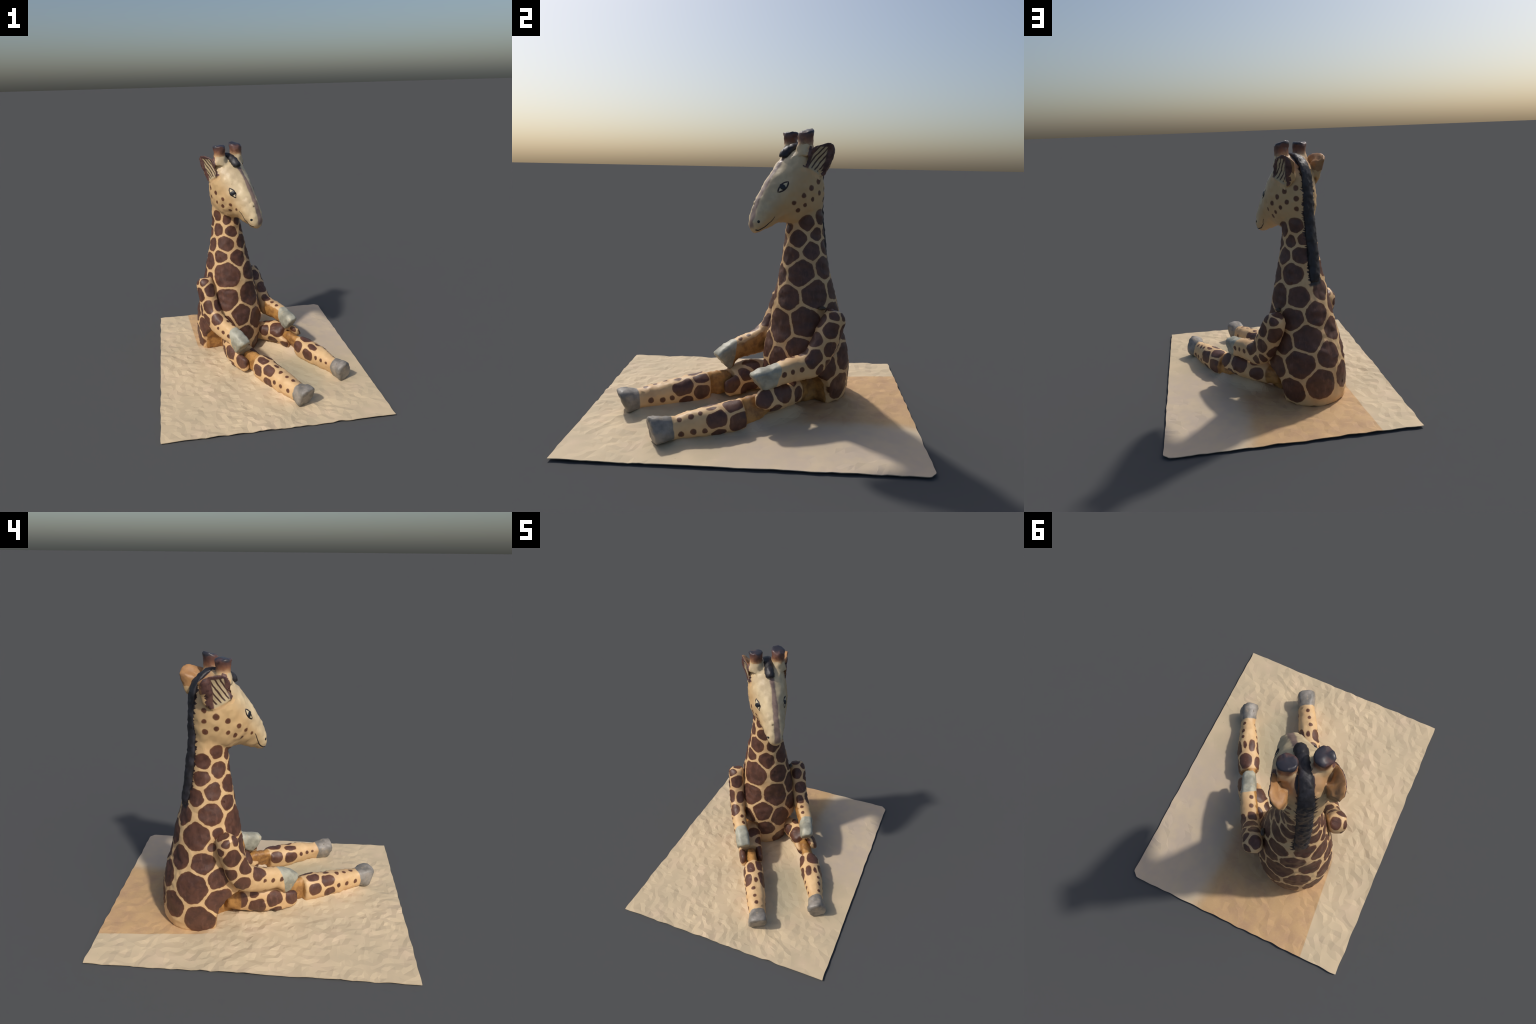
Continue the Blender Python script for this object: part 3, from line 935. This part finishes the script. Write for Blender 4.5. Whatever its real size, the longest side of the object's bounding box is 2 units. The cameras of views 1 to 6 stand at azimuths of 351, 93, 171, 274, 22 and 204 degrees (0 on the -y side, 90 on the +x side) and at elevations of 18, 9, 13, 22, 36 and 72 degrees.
def almond(back, front, swell, grow):
    """pointed oval between two corners in (f, z)"""
    bx, bz = back
    dx, dz = front[0] - bx, front[1] - bz
    l = math.hypot(dx, dz)
    ux, uz = dx / l, dz / l
    nx, nz = -uz, ux
    pts = []
    for sgn in (1, -1):
        rng = range(0, 13) if sgn == 1 else range(12, 0, -1)
        for i in rng:
            t = i / 12
            w = swell * math.sin(math.pi * t) ** 0.85 * sgn
            t2 = t * (l + 2 * grow) - grow
            pts.append((bx + ux * t2 + nx * (w + sgn * grow * (0.9 if 0 < i < 12 else 0)),
                        bz + uz * t2 + nz * (w + sgn * grow * (0.9 if 0 < i < 12 else 0))))
    pts = [p for i, p in enumerate(pts) if i != 13]
    return pts


def disc(f, z, rf, rz, tilt, n=20):
    t = math.radians(tilt)
    return [(f + rf * math.cos(a) * math.cos(t) - rz * math.sin(a) * math.sin(t),
             z + rf * math.cos(a) * math.sin(t) + rz * math.sin(a) * math.cos(t))
            for a in (2 * math.pi * i / n for i in range(n))]


for side, back, front, mid in ((-1, (-0.155, 1.424), (-0.101, 1.352), (-0.126, 1.386)),
                               (1, (-0.160, 1.428), (-0.100, 1.364), (-0.127, 1.396))):
    e = inlay('eye', almond(back, front, 0.0165, 0.003), side, 0.0006, 0.0004, m_line, ob_head)
    inlay('eye_white', almond(back, front, 0.0150, -0.0035), side, 0.0018, 0.0006, m_white, e)
    inlay('pupil', disc(mid[0], mid[1], 0.0155, 0.0185, -35), side, 0.0042, 0.0016, m_pupil, e)
for side, f, z in ((-1, 0.018, 1.192), (1, 0.014, 1.188)):
    inlay('nostril', disc(f, z, 0.008, 0.009, 0), side, 0.0006, 0.0004, m_pupil, ob_head)


def mouth(side, pts):
    """thin painted line along the lip"""
    tab = [(i,) + p for i, p in enumerate(pts)]
    bm = bmesh.new()
    rows = []
    n = 30
    for i in range(n + 1):
        f, z = lerp_table(tab, i / n * (len(pts) - 1))
        f2, z2 = lerp_table(tab, min(len(pts) - 1, i / n * (len(pts) - 1) + 0.05))
        f1, z1 = lerp_table(tab, max(0, i / n * (len(pts) - 1) - 0.05))
        l = math.hypot(f2 - f1, z2 - z1)
        nx, nz = -(z2 - z1) / l, (f2 - f1) / l
        w = 0.0012 + 0.0022 * min(1, i / n * 1.6)
        try:
            rows.append([bm.verts.new(on_head(f + nx * u * w, z + nz * u * w, side, l_)) for u, l_ in
                         ((-1, -0.003), (-1, 0.0014), (0, 0.0020), (1, 0.0014), (1, -0.003))])
        except TypeError:
            break
    for r0, r1 in zip(rows, rows[1:]):
        for k in range(4):
            bm.faces.new((r0[k], r0[k + 1], r1[k + 1], r1[k]))
    me = mesh_from_bm(bm, 'mouth')
    me.shade_smooth()
    return add('mouth', me, ob_head, m_line)


mouth(-1, [(-0.077, 1.255), (-0.062, 1.232), (-0.045, 1.195), (-0.022, 1.160), (0.004, 1.140), (0.024, 1.138)])
mouth(1, [(-0.088, 1.218), (-0.070, 1.190), (-0.045, 1.164), (-0.018, 1.144), (0.008, 1.135), (0.026, 1.138)])

# the knot of the cord that ties the left arm on
bm = bmesh.new()
limb(bm, [(-0.388, 0.648, 0.007, 0.228, 0.010, 0, 0), (-0.365, 0.650, 0.013, 0.226, 0.014, 0, 0), (-0.342, 0.646, 0.006, 0.222, 0.008, 0, 0)], e=2.2, n=14, steps=4)
knot = solid(bm, 'cord_knot', 0.003, 1, 0.003, 0.01, 21, 0.5)
knot.shade_smooth()
add('cord_knot', knot, giraffe, hoof_material('cord', srgb('6b5a40'), srgb('4a3c2c'), srgb('8a7a58')))


# ------------------------------------------------------------------ the sheet of paper
def paper_height(x, y):
    p = Vector((x, y, 0.3))
    h = 0.0125
    h += 0.005 * noise.noise(p * 2.2 + Vector((3, 1, 0)))
    h += 0.004 * noise.noise(p * 6.0 + Vector((9, 4, 0)))
    crumple = 0.65 + 0.6 * noise.noise(p * 1.6 + Vector((5, 5, 2))) - (0.25 if x > 0.3 and y > 0 else 0)
    crumple = max(0.25, crumple) * 0.72
    d = noise.noise(Vector((x * 17 + y * 6, y * 13 - x * 6, 1.7)))
    h += 0.0115 * crumple * d
    h += 0.0060 * crumple * (0.6 - 2 * abs(noise.noise(Vector((x * 13 - y * 7 + 4, y * 17 + x * 8, 6.1)))))
    f, a = x * FX + y * FY, x * LX + y * LY
    for a0, f0, f1, top in ((0.235, -0.16, 0.14, 0.050), (-0.17, -0.2, 0.16, 0.018), (-0.160, 0.24, 0.66, 0.042), (0.290, 0.2, 0.58, 0.026)):
        df = max(f0 - f, 0, f - f1)
        d = math.hypot(df, a - a0 - (0.22 * (f - f0) if a0 == 0.235 else 0)) / 0.062
        h += top * math.exp(-d * d)
    return 0.0045 + math.sqrt((h - 0.0045) ** 2 + 0.003 ** 2) * 0.5 + (h - 0.0045) * 0.5


def paper():
    nx, ny = 110, 138
    bm = bmesh.new()
    rnd = random.Random(5)
    grid = []
    for j in range(ny + 1):
        row = []
        for i in range(nx + 1):
            u, v = i / nx * 2 - 1, j / ny * 2 - 1
            x, y = u * 0.789, v * 0.993
            if i not in (0, nx) and j not in (0, ny):
                x += rnd.uniform(-0.005, 0.005)
                y += rnd.uniform(-0.005, 0.005)
            if i in (0, nx):
                x += 0.006 * noise.noise(Vector((u * 5, v * 9, 2)))
            if j in (0, ny):
                y += 0.008 * noise.noise(Vector((u * 9, v * 5, 5)))
            cut = (u - 1) * 0.789 + (v - 1) * 0.993 + 0.034   # one corner is folded off
            if cut > 0:
                x, y = x - cut * 0.5, y - cut * 0.5
            row.append(bm.verts.new((x, y, paper_height(x, y))))
        grid.append(row)
    for j in range(ny):
        for i in range(nx):
            bm.faces.new((grid[j][i], grid[j][i + 1], grid[j + 1][i + 1], grid[j + 1][i]))
    me = mesh_from_bm(bm, 'paper_sheet')
    if me.polygons[0].normal.z < 0:
        me.flip_normals()
    # creases run straight between flat facets
    me = evaluate(me, ('TRIANGULATE', {}), ('DECIMATE', dict(ratio=0.20)), ('SOLIDIFY', dict(thickness=0.004, offset=-1.0)))
    me.shade_smooth()
    me.set_sharp_from_angle(angle=math.radians(5))
    return me


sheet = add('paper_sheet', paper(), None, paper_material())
sheet['label'] = 'crumpled sheet of brown wrapping paper lying flat'
sheet['category'] = 'paper'
